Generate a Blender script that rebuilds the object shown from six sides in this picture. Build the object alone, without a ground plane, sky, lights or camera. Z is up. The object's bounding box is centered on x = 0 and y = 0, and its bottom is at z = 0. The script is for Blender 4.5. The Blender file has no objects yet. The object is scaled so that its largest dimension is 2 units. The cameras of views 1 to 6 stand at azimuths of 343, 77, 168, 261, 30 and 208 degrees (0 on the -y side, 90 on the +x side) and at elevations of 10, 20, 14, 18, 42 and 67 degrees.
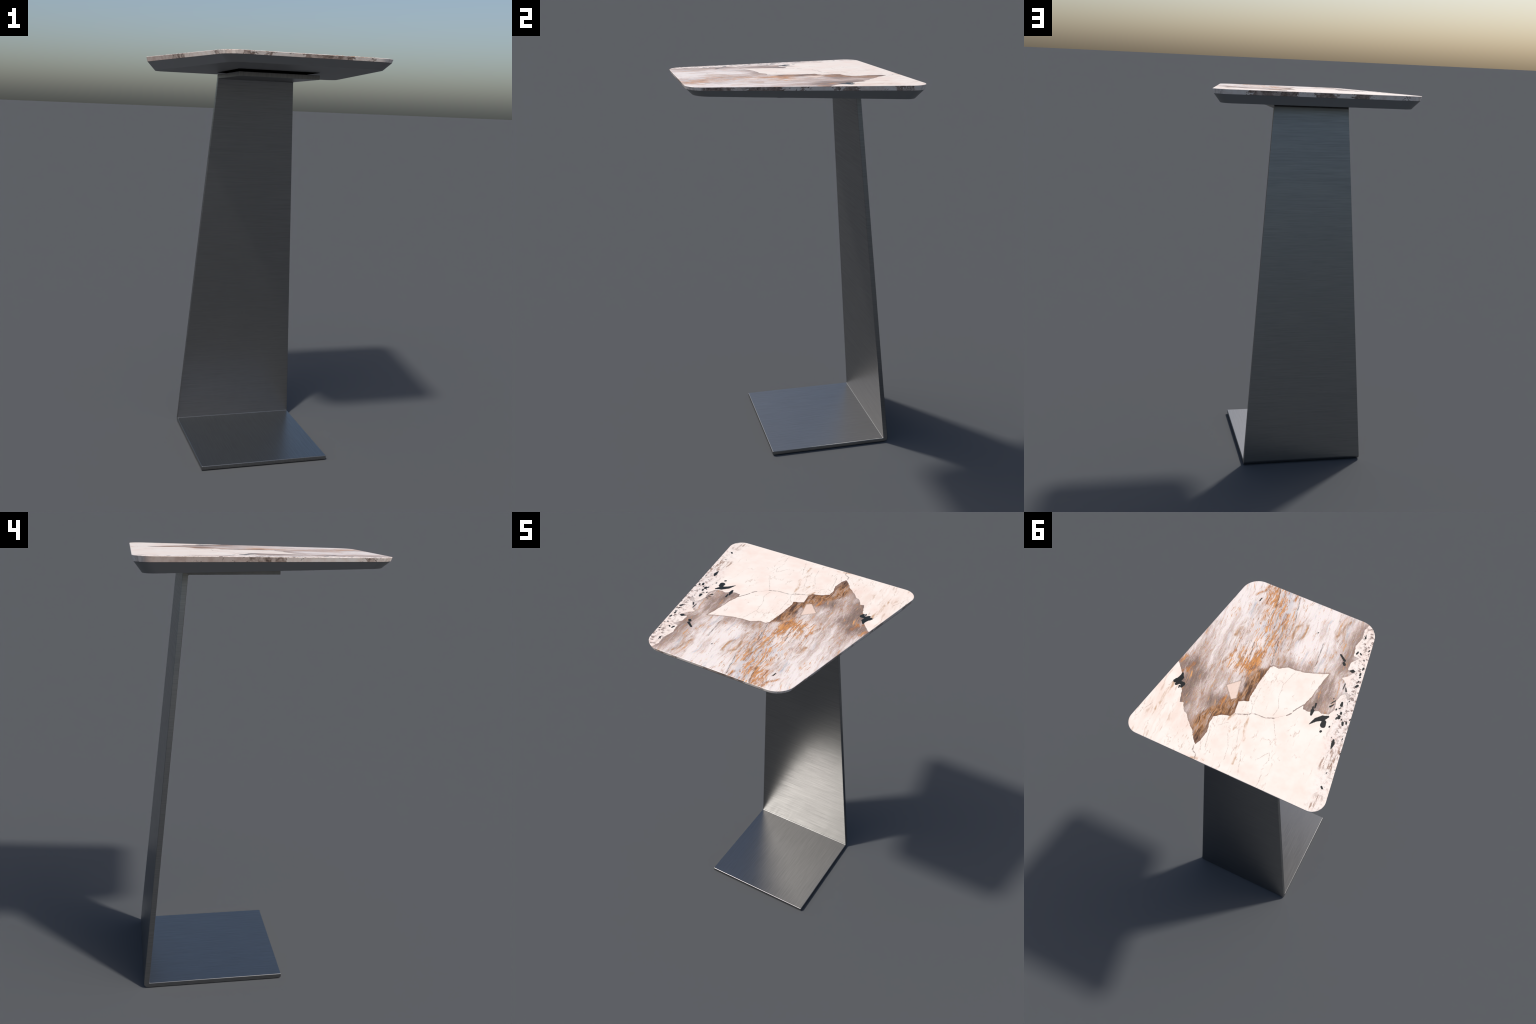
import bpy, bmesh, math, random
from mathutils import Vector

random.seed(7)

# ------------------------------------------------------------------ sizes (metres)
Y_FRONT, Y_BACK = -0.5440, 0.5440          # table top front / back edge
W_FRONT, W_BACK = 0.3698, 0.5502           # half widths there (sharp corners)
TOP_Z, TOP_TILT = 2.0000, 0.0098           # top height at the back edge, fall to the front
STONE_T, STONE_TAPER = 0.0237, 0.0075      # slab thickness at the back, taper
BODY_T, BODY_TAPER = 0.0693, 0.0221        # depth of slab + under-body
STONE_IN, BODY_IN = 0.0055, 0.0382         # how far the lower outlines step in
CORNER_R = (0.097, 0.097, 0.0695, 0.0695)   # front corners, back corners

SHEET_T = 0.0228
BASE_FRONT, FOLD_Y = -0.1175, 0.5180
LEAN = 0.1117                              # column leans forward per metre of height
PLATE_FRONT = -0.0870
W_BASE, W_NECK, W_PLATE = 0.3262, 0.2000, 0.1958
NECK_Z = 1.9030
PLATE_RISE = 0.0028


# ------------------------------------------------------------------ helpers
def new_object(name, bm, parent, materials, smooth_angle=35):
    me = bpy.data.meshes.new(name)
    bmesh.ops.recalc_face_normals(bm, faces=bm.faces)
    bm.to_mesh(me)
    bm.free()
    for m in materials:
        me.materials.append(m)
    ob = bpy.data.objects.new(name, me)
    bpy.context.scene.collection.objects.link(ob)
    ob.parent = parent
    for p in me.polygons:
        p.use_smooth = True
    me.set_sharp_from_angle(angle=math.radians(smooth_angle))
    w = ob.modifiers.new("weighted_normals", 'WEIGHTED_NORMAL')
    w.keep_sharp = True
    w.weight = 100
    return ob


def offset_outline(ins_front, ins_side_front, ins_back, ins_side_back):
    """corners of the trapezoid moved inwards, order FL FR BR BL"""
    yf, yb = Y_FRONT + ins_front, Y_BACK - ins_back
    k = math.hypot(Y_BACK - Y_FRONT, W_BACK - W_FRONT) / (Y_BACK - Y_FRONT)

    def w(y, ins):
        return W_FRONT + (W_BACK - W_FRONT) * (y - Y_FRONT) / (Y_BACK - Y_FRONT) - ins * k
    return [Vector((-w(yf, ins_side_front), yf)), Vector((w(yf, ins_side_front), yf)),
            Vector((w(yb, ins_side_back), yb)), Vector((-w(yb, ins_side_back), yb))]


def rounded(corners, radii, seg=14):
    out = []
    n = len(corners)
    for i, c in enumerate(corners):
        a = (corners[i - 1] - c).normalized()
        b = (corners[(i + 1) % n] - c).normalized()
        r = radii[i] if isinstance(radii, (list, tuple)) else radii
        if r <= 0:
            out.append(c.copy())
            continue
        half = a.angle(b) / 2
        t = r / math.tan(half)
        centre = c + (a + b).normalized() * (r / math.sin(half))
        p0, p1 = c + a * t - centre, c + b * t - centre
        a0 = math.atan2(p0.y, p0.x)
        da = math.atan2(p0.x * p1.y - p0.y * p1.x, p0.dot(p1))
        for k in range(seg + 1):
            t_ = a0 + da * k / seg
            out.append(centre + Vector((math.cos(t_), math.sin(t_))) * r)
    return out


def inner_r(d):
    return [r - d for r in CORNER_R]


def top_z(y):
    return TOP_Z + TOP_TILT * (y - Y_BACK)


def stone_z(y):
    return top_z(y) - STONE_T - STONE_TAPER * (y - Y_BACK)


def body_z(y):
    return top_z(y) - BODY_T - BODY_TAPER * (y - Y_BACK)


def bridge(bm, ra, rb, mat=0):
    n = len(ra)
    for i in range(n):
        f = bm.faces.new((ra[i], ra[(i + 1) % n], rb[(i + 1) % n], rb[i]))
        f.material_index = mat


def ring(bm, pts, zf, dz=0.0):
    return [bm.verts.new((p.x, p.y, zf(p.y) + dz)) for p in pts]


# the top is worked in zones, so that every zone's material only carries the markings near it
ZONE_X = [-0.60, -0.25, 0.0, 0.22, 0.60]
ZONE_Y = [-0.60, -0.28, 0.0, 0.26, 0.60]


def build_slab(parent, mats_top, mat_edge):
    bm = bmesh.new()
    e = 0.0012
    r0 = ring(bm, rounded(offset_outline(e, e, e, e), inner_r(e)), top_z)
    r1 = ring(bm, rounded(offset_outline(0, 0, 0, 0), CORNER_R), top_z, -e)
    i = STONE_IN
    r2 = ring(bm, rounded(offset_outline(i, i, i, i), inner_r(i)), stone_z)
    bm.faces.new(r0)
    bridge(bm, r0, r1)
    edge = len(mats_top)
    bridge(bm, r1, r2, edge)
    bm.faces.new(list(reversed(r2))).material_index = edge
    for axis, cuts in ((0, ZONE_X), (1, ZONE_Y)):
        for c in cuts[1:-1]:
            no = Vector((1, 0, 0)) if axis == 0 else Vector((0, 1, 0))
            faces = [f for f in bm.faces if f.material_index == 0]
            geom = faces + list({e for f in faces for e in f.edges}) + list({v for f in faces for v in f.verts})
            bmesh.ops.bisect_plane(bm, geom=geom, plane_co=no * c, plane_no=no)
    nx = len(ZONE_X) - 1
    for f in bm.faces:
        if f.material_index == 0:
            m = f.calc_center_median()
            i = sum(m.x > c for c in ZONE_X[1:-1])
            j = sum(m.y > c for c in ZONE_Y[1:-1])
            f.material_index = j * nx + i
    return new_object("stone_slab", bm, parent, mats_top + [mat_edge])


def build_underbody(parent, mat):
    bm = bmesh.new()
    g = 0.0006
    i = STONE_IN + 0.001
    r0 = ring(bm, rounded(offset_outline(i, i, i, i), inner_r(i)), stone_z, -g)
    j = BODY_IN
    r1 = ring(bm, rounded(offset_outline(j, j, j, j), inner_r(0.016)), body_z)
    bm.faces.new(r0)
    bridge(bm, r0, r1)
    bm.faces.new(list(reversed(r1)))
    return new_object("underbody", bm, parent, [mat], 25)


def arc(c, r, a0, a1, n):
    return [Vector((c[0] + r * math.cos(math.radians(a0 + (a1 - a0) * k / n)),
                    c[1] + r * math.sin(math.radians(a0 + (a1 - a0) * k / n)))) for k in range(n + 1)]


def fillet(a, c, b, r, n=6):
    """points of the arc that rounds corner c between a and b"""
    pts = rounded([Vector(a), Vector(c), Vector(b)], [0, r, 0], n)
    return pts[1:-1]


def extrude_profile(name, outline, width, parent, mat, open_edges=(), bevel=0.0030):
    """side-view outline (y, z) given thickness across x; width(y, z) is the half width"""
    bm = bmesh.new()
    L = [bm.verts.new((-width(p.x, p.y), p.x, p.y)) for p in outline]
    R = [bm.verts.new((width(p.x, p.y), p.x, p.y)) for p in outline]
    n = len(outline)
    for i in range(n):
        if i in open_edges:
            continue
        bm.faces.new((L[i], L[(i + 1) % n], R[(i + 1) % n], R[i]))
    bm.faces.new(list(reversed(L)))
    bm.faces.new(R)
    bmesh.ops.recalc_face_normals(bm, faces=bm.faces)
    rim = []
    for e in bm.edges:
        if len(e.link_faces) == 2 and e.calc_face_angle() > math.radians(40):
            rim.append(e)
    bmesh.ops.bevel(bm, geom=rim, offset=bevel, segments=3, profile=0.5, affect='EDGES', clamp_overlap=True)
    return new_object(name, bm, parent, [mat], 30)


def col_inner(z):
    return FOLD_Y - LEAN * (z - SHEET_T)


def col_outer(z):
    return 0.5432 - LEAN * (z - 0.0214)


def col_width(y, z):
    return W_BASE + (W_NECK - W_BASE) * max(0.0, z - SHEET_T) / (NECK_Z - SHEET_T)


def plate_width(y, z):
    t = (y - PLATE_FRONT) / (col_inner(NECK_Z) - PLATE_FRONT)
    return W_PLATE + (W_NECK - W_PLATE) * t


def build_sheet(parent, mat_base, mat_col, mat_plate):
    T = SHEET_T
    # lower fold
    inner_low = fillet((BASE_FRONT, T), (col_inner(T), T), (col_inner(1.0), 1.0), 0.003, 4)
    outer_low = fillet((BASE_FRONT, 0), (col_outer(0.0), 0.0), (col_outer(1.0), 1.0), 0.019, 8)
    # upper fold
    pf, pb = NECK_Z + PLATE_RISE, NECK_Z
    PT = 0.0205
    inner_up = fillet((col_inner(1.0), 1.0), (col_inner(pb), pb), (PLATE_FRONT, pf), 0.006, 4)
    zt = pb + PT
    outer_up = fillet((col_outer(1.0), 1.0), (col_outer(zt), zt), (PLATE_FRONT, pf + PT), 0.013, 8)

    front = fillet((0.3, 0.0), (BASE_FRONT, 0.0), (BASE_FRONT, T), 0.008, 5)
    m = 2
    base = front + [Vector((BASE_FRONT, T))] + inner_low[:m + 1] + list(reversed(outer_low[:5]))
    cut_b = len(front) + 1 + m
    extrude_profile("base_plate", base, lambda y, z: W_BASE, parent, mat_base, (cut_b,))

    column = inner_low[m:] + inner_up[:m + 1] + list(reversed(outer_up[:5])) + list(reversed(outer_low[4:]))
    n1 = len(inner_low[m:]) + m
    extrude_profile("column", column, col_width, parent, mat_col, (n1, len(column) - 1))

    plate = inner_up[m:] + [Vector((PLATE_FRONT, pf)), Vector((PLATE_FRONT, pf + PT))] + list(reversed(outer_up[4:]))
    extrude_profile("mounting_plate", plate, plate_width, parent, mat_plate, (len(plate) - 1,), 0.0012)


def build_mounts(parent, mat):
    # thin plate for the black area under the top, outline of the mounting plate
    bm = bmesh.new()
    y0, y1 = PLATE_FRONT, 0.325
    lo, hi = [], []
    for s, y in ((-1, y0), (1, y0), (1, y1), (-1, y1)):
        x = s * plate_width(y, 0)
        lo.append(bm.verts.new((x, y, body_z(y) - 0.0012)))
        hi.append(bm.verts.new((x, y, body_z(y) + 0.002)))
    bridge(bm, lo, hi)
    bm.faces.new(lo)
    bm.faces.new(hi)
    new_object("black_underside_patch", bm, parent, [mat])
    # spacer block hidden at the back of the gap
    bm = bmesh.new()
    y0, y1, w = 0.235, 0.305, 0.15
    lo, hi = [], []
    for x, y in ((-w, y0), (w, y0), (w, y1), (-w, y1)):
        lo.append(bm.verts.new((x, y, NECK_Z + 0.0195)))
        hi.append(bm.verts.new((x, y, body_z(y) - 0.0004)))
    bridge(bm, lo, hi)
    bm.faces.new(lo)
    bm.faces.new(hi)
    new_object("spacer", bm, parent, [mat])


# ------------------------------------------------------------------ where the stone's markings run (x, y on the top, metres)
QUARTZ_OUTLINE = [(0.515, 0.046), (0.469, 0.095), (0.424, 0.144), (0.373, 0.24), (0.354, 0.297), (0.337, 0.291), (0.308,
    0.333), (0.287, 0.34), (0.27, 0.365), (0.217, 0.411), (0.192, 0.448), (0.17, 0.469), (0.158, 0.442), (0.149,
    0.383), (0.162, 0.34), (0.162, 0.298), (0.13, 0.269), (0.086, 0.256), (0.075, 0.234), (0.087, 0.167), (0.065,
    0.15), (0.041, 0.143), (0.046, 0.11), (0.044, 0.023), (0.032, -0.082), (0.019, -0.097), (-0.009, -0.093),
    (-0.051, -0.122), (-0.091, -0.123), (-0.143, -0.131), (-0.177, -0.144), (-0.233, -0.166), (-0.256, -0.179),
    (-0.247, -0.124), (-0.236, -0.062), (-0.232, -0.017), (-0.22, 0.02), (-0.216, 0.042), (-0.224, 0.063),
    (-0.256, 0.064), (-0.298, 0.038), (-0.317, 0.046), (-0.351, 0.035), (-0.368, -0.002), (-0.353, -0.056),
    (-0.365, -0.096), (-0.379, -0.107), (-0.405, -0.078), (-0.406, -0.11), (-0.379, -0.12), (-0.351, -0.169),
    (-0.324, -0.185), (-0.349, -0.207), (-0.375, -0.249), (-0.333, -0.242), (-0.328, -0.286), (-0.358, -0.327),
    (-0.326, -0.33), (-0.311, -0.391), (-0.323, -0.445), (-0.313, -0.501), (-0.324, -0.534), (-0.343, -0.62),
    (0.0, -0.9), (0.7, -0.7)]

INSET_CHIP = [(0.187, 0.107), (0.13, 0.05), (0.105, 0.153), (0.127, 0.172)]

RUST_BAND = [
    [(0.202, 0.425), (0.202, 0.332), (0.167, 0.276), (0.116, 0.228), (0.099, 0.164), (0.066, 0.12), (0.067,
    0.028), (0.049, -0.027)]]

ORANGE_BAND = [
    [(0.111, -0.038), (0.136, -0.051), (0.12, -0.187), (0.115, -0.364), (0.193, -0.492)],
    [(0.136, -0.051), (0.179, -0.04)]]

DARK_CORE = [
    [(0.176, 0.445), (0.175, 0.39), (0.161, 0.361)],
    [(0.114, 0.231), (0.106, 0.218)],
    [(0.073, 0.146), (0.054, 0.114), (0.063, 0.055)],
    [(0.092, 0.058), (0.085, 0.043)]]

ORANGE = [
    [(0.294, -0.457), (0.271, -0.487), (0.252, -0.541)],
    [(0.225, -0.427), (0.235, -0.485)],
    [(0.19, -0.327), (0.204, -0.392)],
    [(0.214, -0.519), (0.215, -0.541)],
    [(0.098, -0.507), (0.099, -0.537)],
    [(0.055, -0.214), (0.09, -0.266)],
    [(0.117, -0.073), (0.104, -0.148)],
    [(0.136, -0.03), (0.129, -0.059)],
    [(0.248, -0.06), (0.241, -0.098)],
    [(0.172, -0.434), (0.184, -0.497)],
    [(0.091, -0.34), (0.095, -0.409)],
    [(0.407, 0.118), (0.394, 0.065)],
    [(0.429, 0.135), (0.416, 0.111)],
    [(0.466, 0.082), (0.451, 0.039)],
    [(0.164, 0.224), (0.159, 0.165)]]

BROWN = [
    [(0.283, -0.177), (0.278, -0.197), (0.276, -0.237)],
    [(0.281, -0.253), (0.273, -0.296)],
    [(0.266, 0.004), (0.265, -0.035)],
    [(0.062, -0.258), (0.075, -0.344)],
    [(0.115, -0.193), (0.113, -0.255), (0.09, -0.336)],
    [(-0.007, -0.214), (-0.005, -0.265), (0.022, -0.351), (-0.002, -0.385)],
    [(-0.034, -0.396), (-0.047, -0.354), (-0.029, -0.298)],
    [(0.006, -0.114), (0.018, -0.146)],
    [(-0.009, -0.173), (-0.026, -0.13)],
    [(-0.008, -0.1), (-0.02, -0.114)],
    [(0.19, -0.034), (0.209, -0.071)],
    [(0.186, -0.048), (0.188, -0.073)],
    [(-0.202, -0.399), (-0.223, -0.506)],
    [(0.486, 0.442), (0.48, 0.461)],
    [(-0.439, 0.327), (-0.439, 0.311)]]

DARK_THIN = [
    [(0.169, -0.382), (0.171, -0.439), (0.193, -0.533)],
    [(0.037, -0.103), (0.061, -0.241)],
    [(0.12, -0.3), (0.131, -0.382)],
    [(0.159, -0.104), (0.173, -0.182)],
    [(0.038, -0.392), (0.057, -0.454), (0.075, -0.531)],
    [(-0.175, -0.177), (-0.154, -0.328)]]

GREY_ZONE = [
    [(0.14, -0.531), (0.124, -0.422), (0.066, -0.191)],
    [(0.169, -0.263), (0.127, -0.305)]]

VEIN = [
    [(0.07, 0.234), (0.013, 0.211), (-0.003, 0.196), (-0.041, 0.19), (-0.083, 0.188), (-0.114, 0.173)],
    [(0.173, 0.473), (0.168, 0.501), (0.143, 0.515), (0.138, 0.537)]]

VEIN_THICK = [
    [(-0.166, 0.131), (-0.181, 0.11)],
    [(-0.185, 0.093), (-0.215, 0.04)]]

HAIR = [
    [(-0.114, 0.173), (-0.166, 0.131), (-0.188, 0.09)],
    [(-0.116, 0.177), (-0.173, 0.267)],
    [(-0.105, 0.16), (-0.111, 0.113), (-0.084, 0.058), (-0.074, -0.023), (-0.098, -0.11)],
    [(-0.045, -0.032), (-0.071, -0.03)],
    [(-0.001, 0.194), (0.013, 0.156), (0.037, 0.128)],
    [(0.013, 0.145), (0.019, 0.045)],
    [(-0.134, 0.415), (-0.178, 0.352), (-0.195, 0.387), (-0.185, 0.426)],
    [(0.153, 0.445), (0.134, 0.484)],
    [(0.148, 0.344), (0.118, 0.46)],
    [(0.053, 0.349), (0.018, 0.406), (0.004, 0.482)],
    [(0.015, 0.298), (-0.01, 0.374)],
    [(-0.051, 0.4), (-0.094, 0.524)],
    [(-0.197, 0.474), (-0.201, 0.538)],
    [(0.44, 0.204), (0.45, 0.238)],
    [(0.475, 0.358), (0.495, 0.413)],
    [(0.079, 0.291), (0.119, 0.329)]]

TAN = [
    [(0.013, 0.211), (0.002, 0.239), (-0.031, 0.345)],
    [(0.024, 0.255), (0.048, 0.333)],
    [(0.071, 0.24), (0.1, 0.287)],
    [(0.442, 0.387), (0.441, 0.29), (0.434, 0.201)],
    [(-0.046, 0.48), (-0.022, 0.368)],
    [(0.171, 0.545), (0.097, 0.525)]]

FLECK_ZONE = [
    [(-0.479, 0.3), (-0.485, 0.197)],
    [(-0.474, 0.514), (-0.489, 0.468)],
    [(-0.439, 0.302), (-0.447, 0.221)]]

TAUPE_BLOB = [
    [(-0.278, -0.134), (-0.29, -0.054), (-0.241, 0.043)],
    [(-0.304, -0.352), (-0.309, -0.23)],
    [(0.347, 0.112), (0.371, 0.182), (0.35, 0.258)],
    [(-0.052, -0.14), (-0.114, -0.159)],
    [(0.451, 0.086), (0.389, 0.074)],
    [(-0.29, -0.496), (-0.284, -0.396)],
    [(0.208, 0.217), (0.105, 0.201)]]

WHITE_BLOB = [
    [(0.028, -0.495), (-0.119, -0.499)],
    [(0.357, -0.505), (0.383, -0.296)],
    [(-0.126, -0.295), (-0.092, -0.207)],
    [(0.228, -0.143), (0.214, -0.03)],
    [(0.225, -0.284), (0.137, -0.222)]]

# black needle crystals: x, y at both ends and the radius at both ends
CRYSTALS = [
    (-0.287, 0.124, -0.307, 0.088, 0.0016, 0.0105),
    (-0.307, 0.088, -0.335, 0.064, 0.0105, 0.0152),
    (-0.335, 0.064, -0.355, 0.046, 0.0152, 0.0057),
    (-0.348, 0.083, -0.351, 0.101, 0.0126, 0.0142),
    (-0.263, -0.308, -0.295, -0.284, 0.0047, 0.0068),
    (-0.297, -0.269, -0.304, -0.262, 0.0073, 0.0073),
    (-0.433, 0.151, -0.438, 0.17, 0.0052, 0.009),
    (-0.438, 0.17, -0.441, 0.201, 0.009, 0.0021),
    (-0.273, 0.073, -0.27, 0.049, 0.0052, 0.0095),
    (-0.27, 0.049, -0.264, 0.029, 0.0047, 0.0042),
    (-0.274, 0.03, -0.269, 0.005, 0.0036, 0.0047),
    (-0.385, -0.058, -0.388, -0.04, 0.0047, 0.0078),
    (-0.403, 0.02, -0.404, 0.03, 0.0073, 0.0073),
    (-0.356, 0.135, -0.355, 0.138, 0.0062, 0.0052),
    (-0.403, -0.004, -0.405, 0.003, 0.0047, 0.0062),
    (-0.449, 0.037, -0.452, 0.042, 0.0042, 0.0042),
    (-0.395, 0.031, -0.395, 0.04, 0.0031, 0.0042),
    (-0.383, 0.092, -0.383, 0.096, 0.0036, 0.0036),
    (-0.334, -0.348, -0.337, -0.362, 0.0047, 0.0042),
    (-0.35, -0.36, -0.357, -0.354, 0.0031, 0.0042),
    (-0.41, -0.17, -0.415, -0.179, 0.0062, 0.0068),
    (-0.407, -0.197, -0.41, -0.204, 0.0031, 0.0031),
    (-0.346, -0.242, -0.358, -0.245, 0.0042, 0.0105),
    (-0.358, -0.245, -0.368, -0.248, 0.0105, 0.0031),
    (-0.401, -0.274, -0.401, -0.285, 0.0036, 0.0052),
    (-0.337, -0.451, -0.334, -0.478, 0.0036, 0.001),
    (-0.328, -0.463, -0.339, -0.456, 0.0016, 0.0031),
    (-0.339, -0.009, -0.352, -0.029, 0.0042, 0.0026),
    (-0.336, -0.028, -0.35, -0.052, 0.0021, 0.0026),
    (-0.356, -0.128, -0.354, -0.162, 0.0021, 0.0026),
    (-0.366, -0.142, -0.376, -0.124, 0.0026, 0.0042),
    (-0.484, 0.402, -0.491, 0.408, 0.0049, 0.0049),
    (-0.401, -0.238, -0.4, -0.25, 0.0042, 0.0042),
    (-0.404, -0.224, -0.408, -0.231, 0.0026, 0.0036),
    (-0.433, 0.044, -0.438, 0.057, 0.0062, 0.0052),
    (-0.391, -0.027, -0.385, -0.018, 0.0031, 0.0031),
    (-0.374, -0.01, -0.374, -0.006, 0.0042, 0.0036),
    (-0.391, 0.015, -0.394, 0.017, 0.0026, 0.0026),
    (0.265, -0.424, 0.262, -0.443, 0.0032, 0.0026),
    (-0.1, -0.376, -0.102, -0.381, 0.0024, 0.002),
    (-0.386, -0.394, -0.385, -0.39, 0.0042, 0.0036),
    (-0.386, -0.326, -0.385, -0.329, 0.0031, 0.0031),
    (-0.336, -0.056, -0.338, -0.06, 0.0021, 0.0026),
    (0.434, 0.201, 0.418, 0.187, 0.0093, 0.0141),
    (0.418, 0.187, 0.413, 0.168, 0.0152, 0.0129),
    (0.413, 0.168, 0.419, 0.144, 0.0117, 0.0046),
    (0.419, 0.214, 0.414, 0.2, 0.0075, 0.0117),
    (0.411, 0.196, 0.388, 0.199, 0.0093, 0.0117),
    (0.388, 0.199, 0.388, 0.216, 0.0106, 0.007),
    (0.399, 0.216, 0.398, 0.228, 0.0046, 0.0023),
    (0.434, 0.189, 0.431, 0.183, 0.0046, 0.0023)]


# ------------------------------------------------------------------ node building
class Tree:
    def __init__(self, name, zone=(-9, 9, -9, 9)):
        self.zone = zone
        self.mat = bpy.data.materials.new(name)
        self.mat.use_nodes = True
        self.nt = self.mat.node_tree
        self.bsdf = self.nt.nodes["Principled BSDF"]
        self.out = self.nt.nodes["Material Output"]

    def put(self, sock, v):
        if isinstance(v, bpy.types.NodeSocket):
            self.nt.links.new(v, sock)
        elif v is not None:
            if sock.type == 'RGBA' and len(v) == 3:
                v = (*v, 1)
            sock.default_value = v

    def m(self, op, a, b=None, c=None, clamp=False):
        # a mask that is zero all over this zone needs no nodes
        if op in ('MULTIPLY', 'MULTIPLY_ADD') and (a == 0.0 or b == 0.0):
            return 0.0 if op == 'MULTIPLY' else c
        n = self.nt.nodes.new("ShaderNodeMath")
        n.operation = op
        n.use_clamp = clamp
        for i, v in enumerate((a, b, c)):
            if v is not None:
                self.put(n.inputs[i], v)
        return n.outputs[0]

    def v(self, op, a, b=None, scale=None):
        n = self.nt.nodes.new("ShaderNodeVectorMath")
        n.operation = op
        self.put(n.inputs[0], a)
        if b is not None:
            self.put(n.inputs[1], b)
        if scale is not None:
            self.put(n.inputs["Scale"], scale)
        return n.outputs["Value"] if op in ('DOT_PRODUCT', 'DISTANCE', 'LENGTH') else n.outputs["Vector"]

    def coords(self):
        return self.nt.nodes.new("ShaderNodeTexCoord").outputs["Object"]

    def xyz(self, vec):
        n = self.nt.nodes.new("ShaderNodeSeparateXYZ")
        self.put(n.inputs[0], vec)
        return n.outputs

    def comb(self, x, y, z=0.0):
        n = self.nt.nodes.new("ShaderNodeCombineXYZ")
        for s, v in zip(n.inputs, (x, y, z)):
            self.put(s, v)
        return n.outputs[0]

    def noise(self, vec, scale, detail=2.0, rough=0.5, distort=0.0, color=False):
        n = self.nt.nodes.new("ShaderNodeTexNoise")
        self.put(n.inputs["Vector"], vec)
        self.put(n.inputs["Scale"], scale)
        n.inputs["Detail"].default_value = detail
        n.inputs["Roughness"].default_value = rough
        n.inputs["Distortion"].default_value = distort
        return n.outputs["Color" if color else "Fac"]

    def mapping(self, vec, loc=(0, 0, 0), rot=(0, 0, 0), scale=(1, 1, 1)):
        n = self.nt.nodes.new("ShaderNodeMapping")
        self.put(n.inputs["Vector"], vec)
        n.inputs["Location"].default_value = loc
        n.inputs["Rotation"].default_value = rot
        n.inputs["Scale"].default_value = scale
        return n.outputs[0]

    def step(self, x, lo, hi, a=0.0, b=1.0):
        if isinstance(x, float):
            u = min(1.0, max(0.0, (x - lo) / (hi - lo)))
            return a + (b - a) * u * u * (3 - 2 * u)
        n = self.nt.nodes.new("ShaderNodeMapRange")
        n.interpolation_type = 'SMOOTHSTEP'
        for s, v in zip(n.inputs, (x, lo, hi, a, b)):
            self.put(s, v)
        return n.outputs[0]

    def ramp(self, fac, stops):
        n = self.nt.nodes.new("ShaderNodeValToRGB")
        e = n.color_ramp.elements
        while len(e) < len(stops):
            e.new(0.5)
        for k, (p, col) in zip(e, stops):
            k.position = p
            k.color = (*col, 1)
        self.put(n.inputs[0], fac)
        return n.outputs[0]

    def mix(self, fac, a, b, mode='MIX'):
        if isinstance(fac, float) and fac == 0.0:
            return a
        b = b() if callable(b) else b
        n = self.nt.nodes.new("ShaderNodeMix")
        n.data_type = 'RGBA'
        n.blend_type = mode
        self.put(n.inputs[0], fac)
        self.put(n.inputs[6], a)
        self.put(n.inputs[7], b)
        return n.outputs[2]

    def warp(self, p, amount, scale, seed):
        r, g, b = self.rgb(self.noise(self.v('ADD', p, (seed, seed * 0.7, 0)), scale, 2, 0.6, color=True))
        k = amount * 2
        off = self.comb(self.m('MULTIPLY_ADD', r, k, -amount), self.m('MULTIPLY_ADD', g, k, -amount))
        return self.v('ADD', p, off)

    def rgb(self, col):
        n = self.nt.nodes.new("ShaderNodeSeparateColor")
        self.put(n.inputs[0], col)
        return n.outputs

    # is the box of a segment within reach of the zone being painted?
    def near(self, a, b, reach):
        x0, x1, y0, y1 = self.zone
        return (max(a[0], b[0]) > x0 - reach and min(a[0], b[0]) < x1 + reach and
                max(a[1], b[1]) > y0 - reach and min(a[1], b[1]) < y1 + reach)

    def along(self, p, a, b):
        """offset of p from a, and 0..1 along a-b, for one segment"""
        dx, dy = b[0] - a[0], b[1] - a[1]
        l2 = dx * dx + dy * dy + 1e-9
        pa = self.v('SUBTRACT', p, (a[0], a[1], 0))
        t = self.v('DOT_PRODUCT', pa, (dx / l2, dy / l2, 0))
        t = self.m('MINIMUM', self.m('MAXIMUM', t, 0.0), 1.0)
        return self.v('DISTANCE', pa, self.v('SCALE', (dx, dy, 0), scale=t)), t

    # distance from p to a bundle of polylines
    def lines(self, p, polylines, reach):
        best = None
        for pl in polylines:
            for a, b in zip(pl, pl[1:]):
                if self.near(a, b, reach + 0.015):
                    d, t = self.along(p, a, b)
                    best = d if best is None else self.m('MINIMUM', best, d)
        return 9.0 if best is None else best

    # signed distance to tapered needles (x0, y0, x1, y1, r0, r1)
    def needles(self, p, items):
        best = None
        for x0, y0, x1, y1, r0, r1 in items:
            if self.near((x0, y0), (x1, y1), 0.03):
                d, t = self.along(p, (x0, y0), (x1, y1))
                d = self.m('SUBTRACT', d, self.m('MULTIPLY_ADD', t, r1 - r0, r0))
                best = d if best is None else self.m('MINIMUM', best, d)
        return 9.0 if best is None else best

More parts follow.
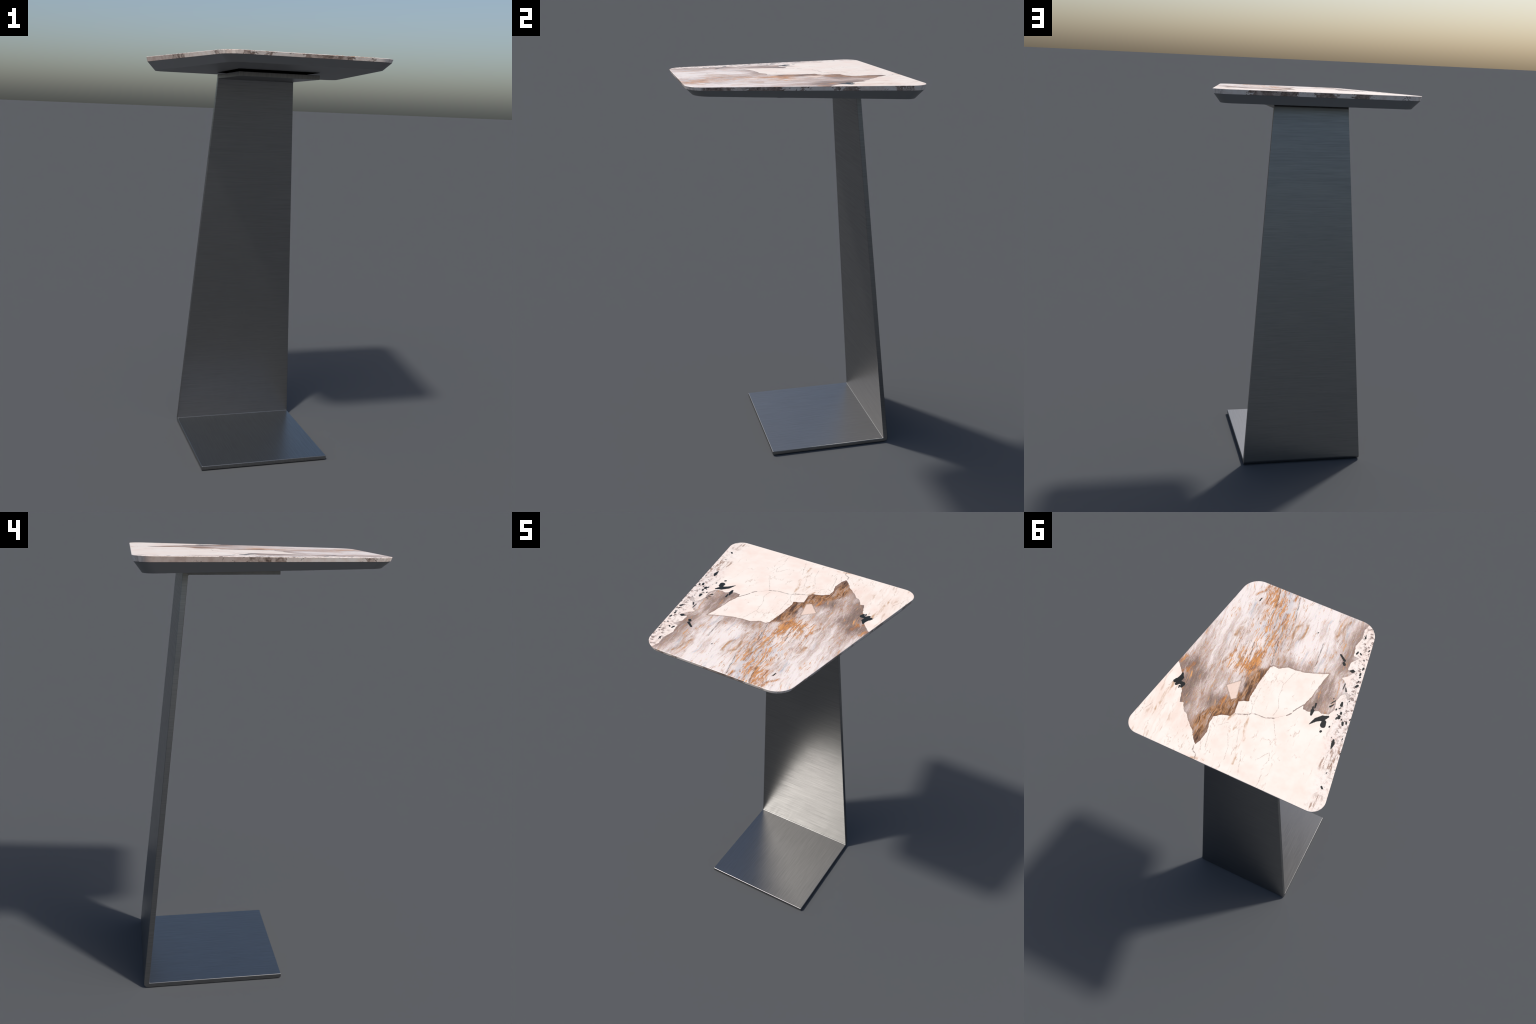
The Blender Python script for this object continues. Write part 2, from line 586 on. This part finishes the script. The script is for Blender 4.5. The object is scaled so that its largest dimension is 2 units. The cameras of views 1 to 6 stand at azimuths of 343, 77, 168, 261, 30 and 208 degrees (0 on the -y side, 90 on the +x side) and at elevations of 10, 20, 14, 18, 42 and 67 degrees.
    # 1 inside a closed polygon (counts the outline crossed on the way to +x)
    def inside(self, p, poly):
        x0, x1, y0, y1 = self.zone
        y = self.xyz(p)[1]
        total = 0.0
        n = len(poly)
        for i in range(n):
            a, b = poly[i], poly[(i + 1) % n]
            g = 0.02
            if abs(a[1] - b[1]) < 1e-6 or max(a[1], b[1]) < y0 - g or min(a[1], b[1]) > y1 + g or max(a[0], b[0]) < x0 - g:
                continue
            k = (b[0] - a[0]) / (b[1] - a[1])
            left = self.m('LESS_THAN', self.v('DOT_PRODUCT', p, (1, -k, 0)), a[0] - k * a[1])
            turn = self.m('SUBTRACT', self.m('GREATER_THAN', y, a[1]), self.m('GREATER_THAN', y, b[1]))
            total = self.m('MULTIPLY_ADD', turn, left, total)
        return self.m('MINIMUM', self.m('ABSOLUTE', total), 1.0)

    # does the outline cross this zone? if not, is the zone inside (1.0) or outside (0.0)?
    def pure(self, poly):
        x0, x1, y0, y1 = self.zone
        n = len(poly)
        for i in range(n):
            for k in range(21):
                q = [poly[i][c] + (poly[(i + 1) % n][c] - poly[i][c]) * k / 20 for c in (0, 1)]
                if x0 - 0.03 < q[0] < x1 + 0.03 and y0 - 0.03 < q[1] < y1 + 0.03:
                    return None
        x, y = (x0 + x1) / 2, (y0 + y1) / 2
        hit = False
        for i in range(n):
            a, b = poly[i], poly[(i + 1) % n]
            if (a[1] > y) != (b[1] > y) and x < a[0] + (y - a[1]) * (b[0] - a[0]) / (b[1] - a[1]):
                hit = not hit
        return 1.0 if hit else 0.0

    def any(self, *masks):
        r = 0.0
        for k in masks:
            if isinstance(k, float) and k == 0.0:
                continue
            r = k if isinstance(r, float) else self.m('MAXIMUM', r, k)
        return r


# ------------------------------------------------------------------ materials
def painted_dark():
    t = Tree("painted_dark")
    g = t.noise(t.coords(), 300, 2)
    t.put(t.bsdf.inputs["Base Color"], t.mix(g, (0.185, 0.184, 0.184), (0.205, 0.204, 0.204)))
    t.bsdf.inputs["Roughness"].default_value = 0.45
    t.bsdf.inputs["Specular IOR Level"].default_value = 0.4
    return t.mat


def flat_black():
    t = Tree("flat_black")
    t.put(t.bsdf.inputs["Base Color"], (0.0, 0.0, 0.0))
    t.bsdf.inputs["Specular IOR Level"].default_value = 0.0
    t.bsdf.inputs["Roughness"].default_value = 1.0
    return t.mat


def brushed_steel(name, across, tangent):
    """across: axis the fine scratches vary along"""
    t = Tree(name)
    p = t.coords()
    long_, fine = 7.0, 620.0
    s = {'X': (fine, long_, long_), 'Z': (long_, long_, fine)}[across]
    s2 = tuple(k * 0.28 if k == fine else k * 0.6 for k in s)
    a = t.noise(t.mapping(p, scale=s), 1.0, 3, 0.65)
    b = t.noise(t.mapping(p, loc=(3, 1, 2), scale=s2), 1.0, 3, 0.6)
    c = t.noise(p, 7.0, 3, 0.5)
    g = t.m('ADD', t.m('MULTIPLY', a, 0.72), t.m('MULTIPLY', b, 0.28))
    col = t.ramp(g, [(0.30, STEEL_DARK), (0.70, STEEL_LIGHT)])
    col = t.mix(t.step(c, 0.35, 0.7, 0.0, 0.10), col, STEEL_DARK)
    t.put(t.bsdf.inputs["Base Color"], col)
    t.bsdf.inputs["Metallic"].default_value = 1.0
    t.put(t.bsdf.inputs["Roughness"], t.step(g, 0.3, 0.7, STEEL_ROUGH + 0.05, STEEL_ROUGH - 0.05))
    t.bsdf.inputs["Anisotropic"].default_value = STEEL_ANISO
    t.put(t.bsdf.inputs["Tangent"], t.comb(*tangent))
    bump = t.nt.nodes.new("ShaderNodeBump")
    bump.inputs["Strength"].default_value = 0.02
    bump.inputs["Distance"].default_value = 0.001
    t.put(bump.inputs["Height"], g)
    t.put(t.bsdf.inputs["Normal"], bump.outputs[0])
    return t.mat


STEEL_DARK, STEEL_LIGHT = (0.215, 0.215, 0.215), (0.320, 0.319, 0.316)
STEEL_ROUGH, STEEL_ANISO = 0.34, 0.0


def marble_top(zone):
    t = Tree("patterned_marble", zone)
    x, y, _ = t.xyz(t.coords())
    p0 = t.comb(x, y)

    def plus(a, b, k):
        return t.m('MULTIPLY_ADD', b, k, a)

    def mul(*a):
        r = a[0]
        for k in a[1:]:
            r = t.m('MULTIPLY', r, k)
        return r

    fine = t.warp(t.warp(p0, 0.004, 45, 1.7), 0.0016, 170, 5.1)
    edge_p = t.warp(p0, 0.0035, 90, 3.3)
    loose = t.warp(t.warp(p0, 0.010, 18, 8.2), 0.0045, 75, 2.4)
    hair_p = t.warp(t.warp(p0, 0.006, 24, 4.4), 0.002, 120, 9.4)

    pure = t.pure(QUARTZ_OUTLINE)
    quartz = t.inside(fine, QUARTZ_OUTLINE) if pure is None else pure
    chip = t.inside(t.warp(p0, 0.0012, 60, 6.0), INSET_CHIP) if t.pure(INSET_CHIP) is None else 0.0

    # --- noises: streaks run nearly along y, leaning a little
    sp = t.mapping(t.warp(p0, 0.02, 7, 0.3), rot=(0, 0, math.radians(-5)))
    broad = t.noise(t.mapping(sp, scale=(14, 2.3, 1)), 1.0, 4, 0.6, 0.4)
    mid = t.noise(t.mapping(sp, loc=(4, 2, 0), scale=(54, 7.5, 1)), 1.0, 4, 0.66, 0.3)
    thin = t.noise(t.mapping(sp, loc=(1, 7, 0), scale=(150, 26, 1)), 1.0, 3, 0.65)
    grain_c = t.noise(p0, 210, 3, 0.7, color=True)
    grain = t.noise(p0, 330, 2, 0.7)
    blotch = t.noise(p0, 9, 4, 0.55)

    cream = q = CREAM
    if pure != 1.0 or chip != 0.0:
        # --- cream ground
        cream = t.ramp(blotch, [(0.30, CREAM_PINK), (0.47, CREAM), (0.60, CREAM_WHITE)])
        cream = t.mix(t.step(grain, 0.5, 0.75, 0, 0.20), cream, CREAM_PINK)
        vein_n = t.noise(t.mapping(t.warp(p0, 0.02, 14, 2.0), rot=(0, 0, math.radians(-12)), scale=(9, 2.6, 1)), 1.0, 4, 0.6)
        faint = t.step(t.m('ABSOLUTE', t.m('SUBTRACT', vein_n, 0.5)), 0.0, 0.012, 1, 0)
        faint = mul(faint, t.step(blotch, 0.45, 0.56), t.step(thin, 0.38, 0.6))
        cream = t.mix(mul(faint, 0.6), cream, (0.46, 0.30, 0.21))
        wedge = t.step(x, 0.24, 0.34) if zone[1] > 0.24 else 0.0
        cream = t.mix(mul(wedge, t.step(broad, 0.48, 0.62), 0.45), cream, (0.80, 0.61, 0.50))
        cream = t.mix(mul(wedge, t.step(mid, 0.57, 0.66), 0.45), cream, (0.52, 0.33, 0.21))
        tan = t.step(t.lines(loose, TAN, 0.014), 0.001, 0.012, 1, 0)
        cream = t.mix(mul(tan, t.step(mid, 0.42, 0.60), 0.75), cream, (0.48, 0.25, 0.10))
        near_rust = t.lines(p0, RUST_BAND, 0.14)
        stain = mul(t.step(near_rust, 0.03, 0.14, 1, 0), t.step(thin, 0.56, 0.68))
        cream = t.mix(mul(stain, 0.5), cream, (0.42, 0.24, 0.11))

        # --- speckled strip along the left edge
        if zone[0] < -0.3:
            edge_d = t.m('ADD', x, t.m('MULTIPLY_ADD', y, 0.1658, 0.460))
            strip = mul(t.step(edge_d, 0.03, 0.125, 1, 0), t.step(y, 0.17, 0.30, 1.0, 0.45), t.step(y, -0.22, -0.05, 0.62, 1.0))
            vo = t.nt.nodes.new("ShaderNodeTexVoronoi")
            t.put(vo.inputs["Vector"], t.mapping(t.warp(p0, 0.008, 70, 7.7), rot=(0, 0, 0.25), scale=(1.0, 0.55, 1)))
            vo.inputs["Scale"].default_value = 85
            rnd, rnd2, _ = t.rgb(vo.outputs["Color"])
            speck = t.step(t.m('SUBTRACT', vo.outputs["Distance"], mul(rnd2, 0.42)), -0.05, 0.03, 1, 0)
            speck = mul(speck, t.step(plus(rnd, strip, 0.55), 1.16, 1.20))
            strip_col = t.mix(t.step(t.noise(p0, 60, 4, 0.65), 0.46, 0.64), (0.82, 0.73, 0.69), (0.60, 0.44, 0.38))
            cream = t.mix(mul(strip, 0.70), cream, strip_col)
            cream = t.mix(mul(strip, t.step(mid, 0.58, 0.66), 0.60), cream, (0.30, 0.20, 0.15))
            patch = mul(t.step(edge_d, 0.015, 0.09, 1, 0.0), t.step(y, 0.06, 0.20, 1.0, 0.35), t.step(t.noise(t.warp(p0, 0.01, 40, 6.6), 48, 5, 0.7), 0.545, 0.565))
            cream = t.mix(patch, cream, t.mix(t.step(grain, 0.45, 0.6), (0.17, 0.12, 0.10), (0.42, 0.31, 0.27)))
            cream = t.mix(speck, cream, t.mix(t.step(rnd2, 0.4, 0.6), (0.22, 0.12, 0.09), (0.025, 0.025, 0.025)))
        fleck = mul(t.step(t.lines(loose, FLECK_ZONE, 0.035), 0.002, 0.034, 1, 0), t.step(plus(mul(mid, 0.5), thin, 0.5), 0.50, 0.56))
        cream = t.mix(mul(fleck, 0.85), cream, (0.27, 0.14, 0.08))
        cream = t.mix(mul(chip, 0.70), cream, (0.76, 0.55, 0.44))

    if pure != 0.0:
        # --- quartz field
        taupe = t.step(t.lines(loose, TAUPE_BLOB, 0.09), 0.0, 0.085, 1, 0)
        white = t.step(t.lines(loose, WHITE_BLOB, 0.10), 0.0, 0.10, 1, 0)
        band = t.step(t.lines(loose, RUST_BAND, 0.075), 0.018, 0.072, 1, 0)
        oband = t.step(t.lines(loose, ORANGE_BAND, 0.13), 0.0, 0.13, 1, 0)
        cool = t.step(t.lines(loose, GREY_ZONE, 0.075), 0.0, 0.075, 1, 0)

        tone = t.step(y, -0.5, 0.30, 0.24, 0.56)
        tone = plus(tone, t.m('SUBTRACT', broad, 0.5), 1.45)
        tone = plus(tone, t.m('SUBTRACT', mid, 0.5), 1.05)
        tone = plus(tone, t.m('SUBTRACT', thin, 0.5), 0.85)
        tone = plus(tone, t.m('SUBTRACT', grain, 0.5), 0.95)
        tone = plus(tone, taupe, 0.46)
        tone = plus(tone, white, -0.34)
        q = t.ramp(tone, [(0.04, (0.84, 0.755, 0.71)), (0.30, (0.70, 0.595, 0.55)), (0.54, (0.53, 0.415, 0.365)),
                          (0.76, (0.35, 0.255, 0.215)), (1.0, (0.20, 0.135, 0.105))])
        peach = t.step(t.noise(t.mapping(sp, loc=(9, 3, 0), scale=(24, 7, 1)), 1.0, 4, 0.65), 0.47, 0.66)
        q = t.mix(mul(peach, 0.15), q, (0.78, 0.54, 0.42))
        q = t.mix(mul(cool, 0.65), q, lambda: t.mix(t.step(mid, 0.4, 0.6), (0.38, 0.39, 0.43), (0.74, 0.73, 0.76)))
        blue = t.noise(t.mapping(sp, loc=(2, 9, 0), scale=(30, 4.0, 1)), 1.0, 4, 0.65)
        q = t.mix(mul(t.step(blue, 0.55, 0.68), t.step(y, 0.05, -0.25), 0.70), q, lambda: t.mix(t.step(thin, 0.4, 0.6), (0.36, 0.36, 0.39), (0.70, 0.69, 0.72)))
        q = t.mix(0.50, q, grain_c, 'SOFT_LIGHT')
        # fine directional veins
        rv = t.noise(t.mapping(sp, loc=(7, 5, 0), scale=(28, 3.8, 1)), 1.0, 4, 0.68, 0.25)
        vein = t.step(t.m('ABSOLUTE', t.m('SUBTRACT', rv, 0.5)), 0.0, 0.026, 1, 0)
        q = t.mix(mul(vein, t.step(broad, 0.40, 0.60), 0.45), q, (0.33, 0.27, 0.25))
        # orange streaks
        hot = plus(t.m('MULTIPLY_ADD', mid, 0.50, mul(thin, 0.38)), oband, 0.105)
        hot = plus(hot, broad, 0.14)
        q = t.mix(t.step(hot, 0.50, 0.62, 0, 0.26), q, (0.80, 0.55, 0.40))
        q = t.mix(t.step(hot, 0.585, 0.66, 0, 0.90), q, lambda: t.ramp(thin, [(0.44, (0.20, 0.085, 0.035)), (0.52, (0.56, 0.21, 0.05)), (0.62, (0.74, 0.37, 0.13))]))
        heat = t.any(mul(oband, oband, 0.95), t.step(hot, 0.50, 0.58, 0, 0.8))
        q = t.mix(mul(vein, heat, t.step(thin, 0.36, 0.50)), q, lambda: t.ramp(mid, [(0.42, (0.13, 0.06, 0.03)), (0.54, (0.45, 0.18, 0.05)), (0.64, (0.66, 0.31, 0.10))]))
        # rust band
        rust_f = mul(band, t.step(plus(mul(mid, 0.7), band, 0.40), 0.44, 0.66))
        rust = t.ramp(t.m('MULTIPLY_ADD', mid, 0.6, mul(thin, 0.4)),
                      [(0.40, (0.065, 0.03, 0.016)), (0.47, (0.24, 0.11, 0.045)), (0.53, (0.46, 0.22, 0.08)), (0.58, (0.40, 0.29, 0.24)), (0.64, (0.56, 0.42, 0.34))])
        q = t.mix(mul(rust_f, 0.95), q, rust)
        q = t.mix(mul(vein, band, 0.9), q, lambda: t.ramp(thin, [(0.42, (0.06, 0.028, 0.014)), (0.58, (0.42, 0.17, 0.04))]))
        core = t.step(t.lines(loose, DARK_CORE, 0.03), 0.002, 0.028, 1, 0)
        q = t.mix(mul(core, t.step(mid, 0.40, 0.58, 0.95, 0.2)), q, (0.06, 0.028, 0.016))
        # drawn strokes
        ragged_thin = t.step(thin, 0.36, 0.56, 0.15, 1.0)
        f = t.step(t.lines(loose, ORANGE, 0.02), 0.0, 0.016, 1, 0)
        q = t.mix(mul(f, ragged_thin), q, lambda: t.ramp(mid, [(0.40, (0.30, 0.11, 0.03)), (0.58, (0.62, 0.27, 0.08))]))
        d = t.lines(loose, BROWN, 0.03)
        q = t.mix(mul(t.step(d, 0.003, 0.022, 1, 0), t.step(mid, 0.42, 0.60), 0.35), q, (0.62, 0.36, 0.18))
        f = mul(t.step(d, 0.0, 0.0125, 1, 0), t.step(plus(mul(thin, 0.5), mid, 0.5), 0.40, 0.56, 0.12, 1.0))
        q = t.mix(mul(f, 0.70), q, lambda: t.ramp(thin, [(0.40, (0.11, 0.05, 0.022)), (0.52, (0.30, 0.13, 0.045)), (0.62, (0.50, 0.25, 0.09))]))
        f = t.step(t.lines(hair_p, DARK_THIN, 0.01), 0.0004, 0.0048, 1, 0)
        q = t.mix(mul(f, t.step(thin, 0.36, 0.54, 0.1, 1.0), 0.85), q, (0.14, 0.105, 0.085))
        # dark rims where the quartz meets the cream
        f = t.step(t.lines(fine, [QUARTZ_OUTLINE[24:39]], 0.015), 0.0, 0.012, 0.6, 0)
        q = t.mix(f, q, (0.20, 0.12, 0.08))
        f = t.step(t.lines(fine, [QUARTZ_OUTLINE[10:25]], 0.02), 0.0, 0.018, 0.75, 0)
        q = t.mix(f, q, (0.15, 0.065, 0.03))
        f = t.step(t.lines(fine, [QUARTZ_OUTLINE[1:11], QUARTZ_OUTLINE[38:]], 0.02), 0.0, 0.02, 0.40, 0)
        q = t.mix(f, q, (0.20, 0.125, 0.095))

    keep = 1.0 if chip == 0.0 else t.m('SUBTRACT', 1.0, chip)
    stone = t.mix(quartz if chip == 0.0 else mul(quartz, keep), cream, q)
    f = t.step(t.lines(edge_p, [INSET_CHIP + INSET_CHIP[:1]], 0.01), 0.0008, 0.005, 0.45, 0)
    stone = t.mix(f, stone, (0.22, 0.13, 0.08))

    # --- cracks in the cream
    wob = t.step(t.noise(p0, 90, 3, 0.6), 0.36, 0.60, 0.15, 1.0)
    f = t.step(t.lines(hair_p, HAIR, 0.01), 0.0, 0.0024, 0.62, 0)
    stone = t.mix(mul(f, wob), stone, (0.26, 0.165, 0.11))
    f = t.step(t.lines(hair_p, VEIN, 0.01), 0.0008, 0.0042, 0.85, 0)
    stone = t.mix(mul(f, wob), stone, (0.17, 0.105, 0.08))
    f = t.step(t.lines(edge_p, VEIN_THICK, 0.01), 0.0014, 0.0038, 0.85, 0)
    stone = t.mix(f, stone, (0.17, 0.11, 0.085))

    # --- black needles and spots
    d = t.needles(t.warp(t.warp(p0, 0.0016, 90, 3.3), 0.0018, 260, 1.1), CRYSTALS)
    black = t.step(d, -0.0008, 0.0010, 1, 0)
    stone = t.mix(black, stone, (0.015, 0.016, 0.014))

    t.put(t.bsdf.inputs["Base Color"], stone)
    t.bsdf.inputs["Roughness"].default_value = 0.38
    t.bsdf.inputs["Specular IOR Level"].default_value = 0.4
    return t.mat


CREAM, CREAM_PINK, CREAM_WHITE = (0.90, 0.775, 0.685), (0.88, 0.705, 0.61), (0.92, 0.82, 0.735)

# darker runs seen on the slab's edge: (from, to) along each side
EDGE_FRONT = [(-0.295, -0.265), (-0.20, -0.18), (-0.05, 0.175), (0.25, 0.262)]
EDGE_BACK = [(0.12, 0.364), (-0.07, 0.034), (-0.255, -0.165), (-0.45, -0.435)]
EDGE_LEFT = [(-0.06, 0.10), (-0.445, -0.41)]
EDGE_RIGHT = [(-0.477, -0.34), (-0.29, -0.12), (-0.04, -0.02), (0.105, 0.13), (0.155, 0.22), (0.39, 0.42), (0.43, 0.455)]


def marble_edge():
    t = Tree("marble_edge")
    p = t.coords()
    nrm = t.xyz(t.nt.nodes.new("ShaderNodeNewGeometry").outputs["Normal"])
    w = t.noise(t.mapping(p, scale=(1, 1, 1.6)), 55, 4, 0.65)
    w2 = t.noise(p, 26, 4, 0.6)
    px, py, pz = t.xyz(p)
    off = t.m('MULTIPLY', t.m('SUBTRACT', w, 0.5), 0.14)
    x, y = t.m('ADD', px, off), t.m('ADD', py, off)

    def runs(u, spans):
        r = None
        for a, b in spans:
            k = t.step(t.m('ABSOLUTE', t.m('SUBTRACT', u, (a + b) / 2)), (b - a) / 2 - 0.003, (b - a) / 2 + 0.003, 1, 0)
            r = k if r is None else t.m('MAXIMUM', r, k)
        return r
    sides = [(t.step(nrm[1], -0.86, -0.92), runs(x, EDGE_FRONT)), (t.step(nrm[1], 0.86, 0.92), runs(x, EDGE_BACK)),
             (t.step(nrm[0], -0.86, -0.92), runs(y, EDGE_LEFT)), (t.step(nrm[0], 0.86, 0.92), runs(y, EDGE_RIGHT))]
    brown = None
    for a, b in sides:
        k = t.m('MULTIPLY', a, b)
        brown = k if brown is None else t.m('ADD', brown, k)
    col = t.ramp(w2, [(0.34, (0.72, 0.59, 0.52)), (0.50, (0.80, 0.70, 0.63)), (0.64, (0.83, 0.75, 0.69))])
    mauve = t.m('MULTIPLY', sides[2][0], t.step(t.m('ADD', y, 0.0), 0.08, 0.12))
    col = t.mix(t.m('MULTIPLY', mauve, t.step(w2, 0.3, 0.6, 1.0, 0.7)), col, (0.47, 0.35, 0.30))
    bcol = t.ramp(w, [(0.35, (0.12, 0.075, 0.05)), (0.5, (0.27, 0.19, 0.155)), (0.68, (0.42, 0.32, 0.27))])
    col = t.mix(t.m('MULTIPLY', brown, t.step(w2, 0.36, 0.50, 0.45, 0.95)), col, bcol)
    n1 = t.noise(t.mapping(p, loc=(5, 2, 1), rot=(0.5, 0.3, 0.2)), 62, 4, 0.68, 0.6)
    n2 = t.noise(t.mapping(p, loc=(1, 8, 3)), 14, 2, 0.5)
    speck = t.m('MULTIPLY', t.step(n1, 0.60, 0.635), t.step(n2, 0.46, 0.56))
    col = t.mix(t.m('MULTIPLY', speck, 0.85), col, (0.09, 0.06, 0.05))
    # upright stripes where the texture runs round the corners
    corner = t.m('SUBTRACT', 1.0, t.any(*[s[0] for s in sides]))
    stripe = t.step(t.noise(t.mapping(p, scale=(1, 1, 0.02)), 75, 3, 0.6), 0.46, 0.62)
    col = t.mix(t.m('MULTIPLY', corner, t.m('MULTIPLY', stripe, 0.45)), col, (0.36, 0.29, 0.25))
    t.put(t.bsdf.inputs["Base Color"], col)
    t.bsdf.inputs["Roughness"].default_value = 0.38
    return t.mat


# ------------------------------------------------------------------ build
table = bpy.data.objects.new("side_table", None)
bpy.context.scene.collection.objects.link(table)
table["label"] = "tall bar table with patterned cream marble top on a bent brushed steel cantilever stand"
table["category"] = "bar table"

tops = [marble_top((x0, x1, y0, y1)) for y0, y1 in zip(ZONE_Y, ZONE_Y[1:]) for x0, x1 in zip(ZONE_X, ZONE_X[1:])]
build_slab(table, tops, marble_edge())
build_underbody(table, painted_dark())
build_sheet(table, brushed_steel("brushed_steel_base", 'X', (1, 0, 0)), brushed_steel("brushed_steel_column", 'Z', (0, -0.11, 1)),
            brushed_steel("brushed_steel_plate", 'X', (1, 0, 0)))
build_mounts(table, flat_black())
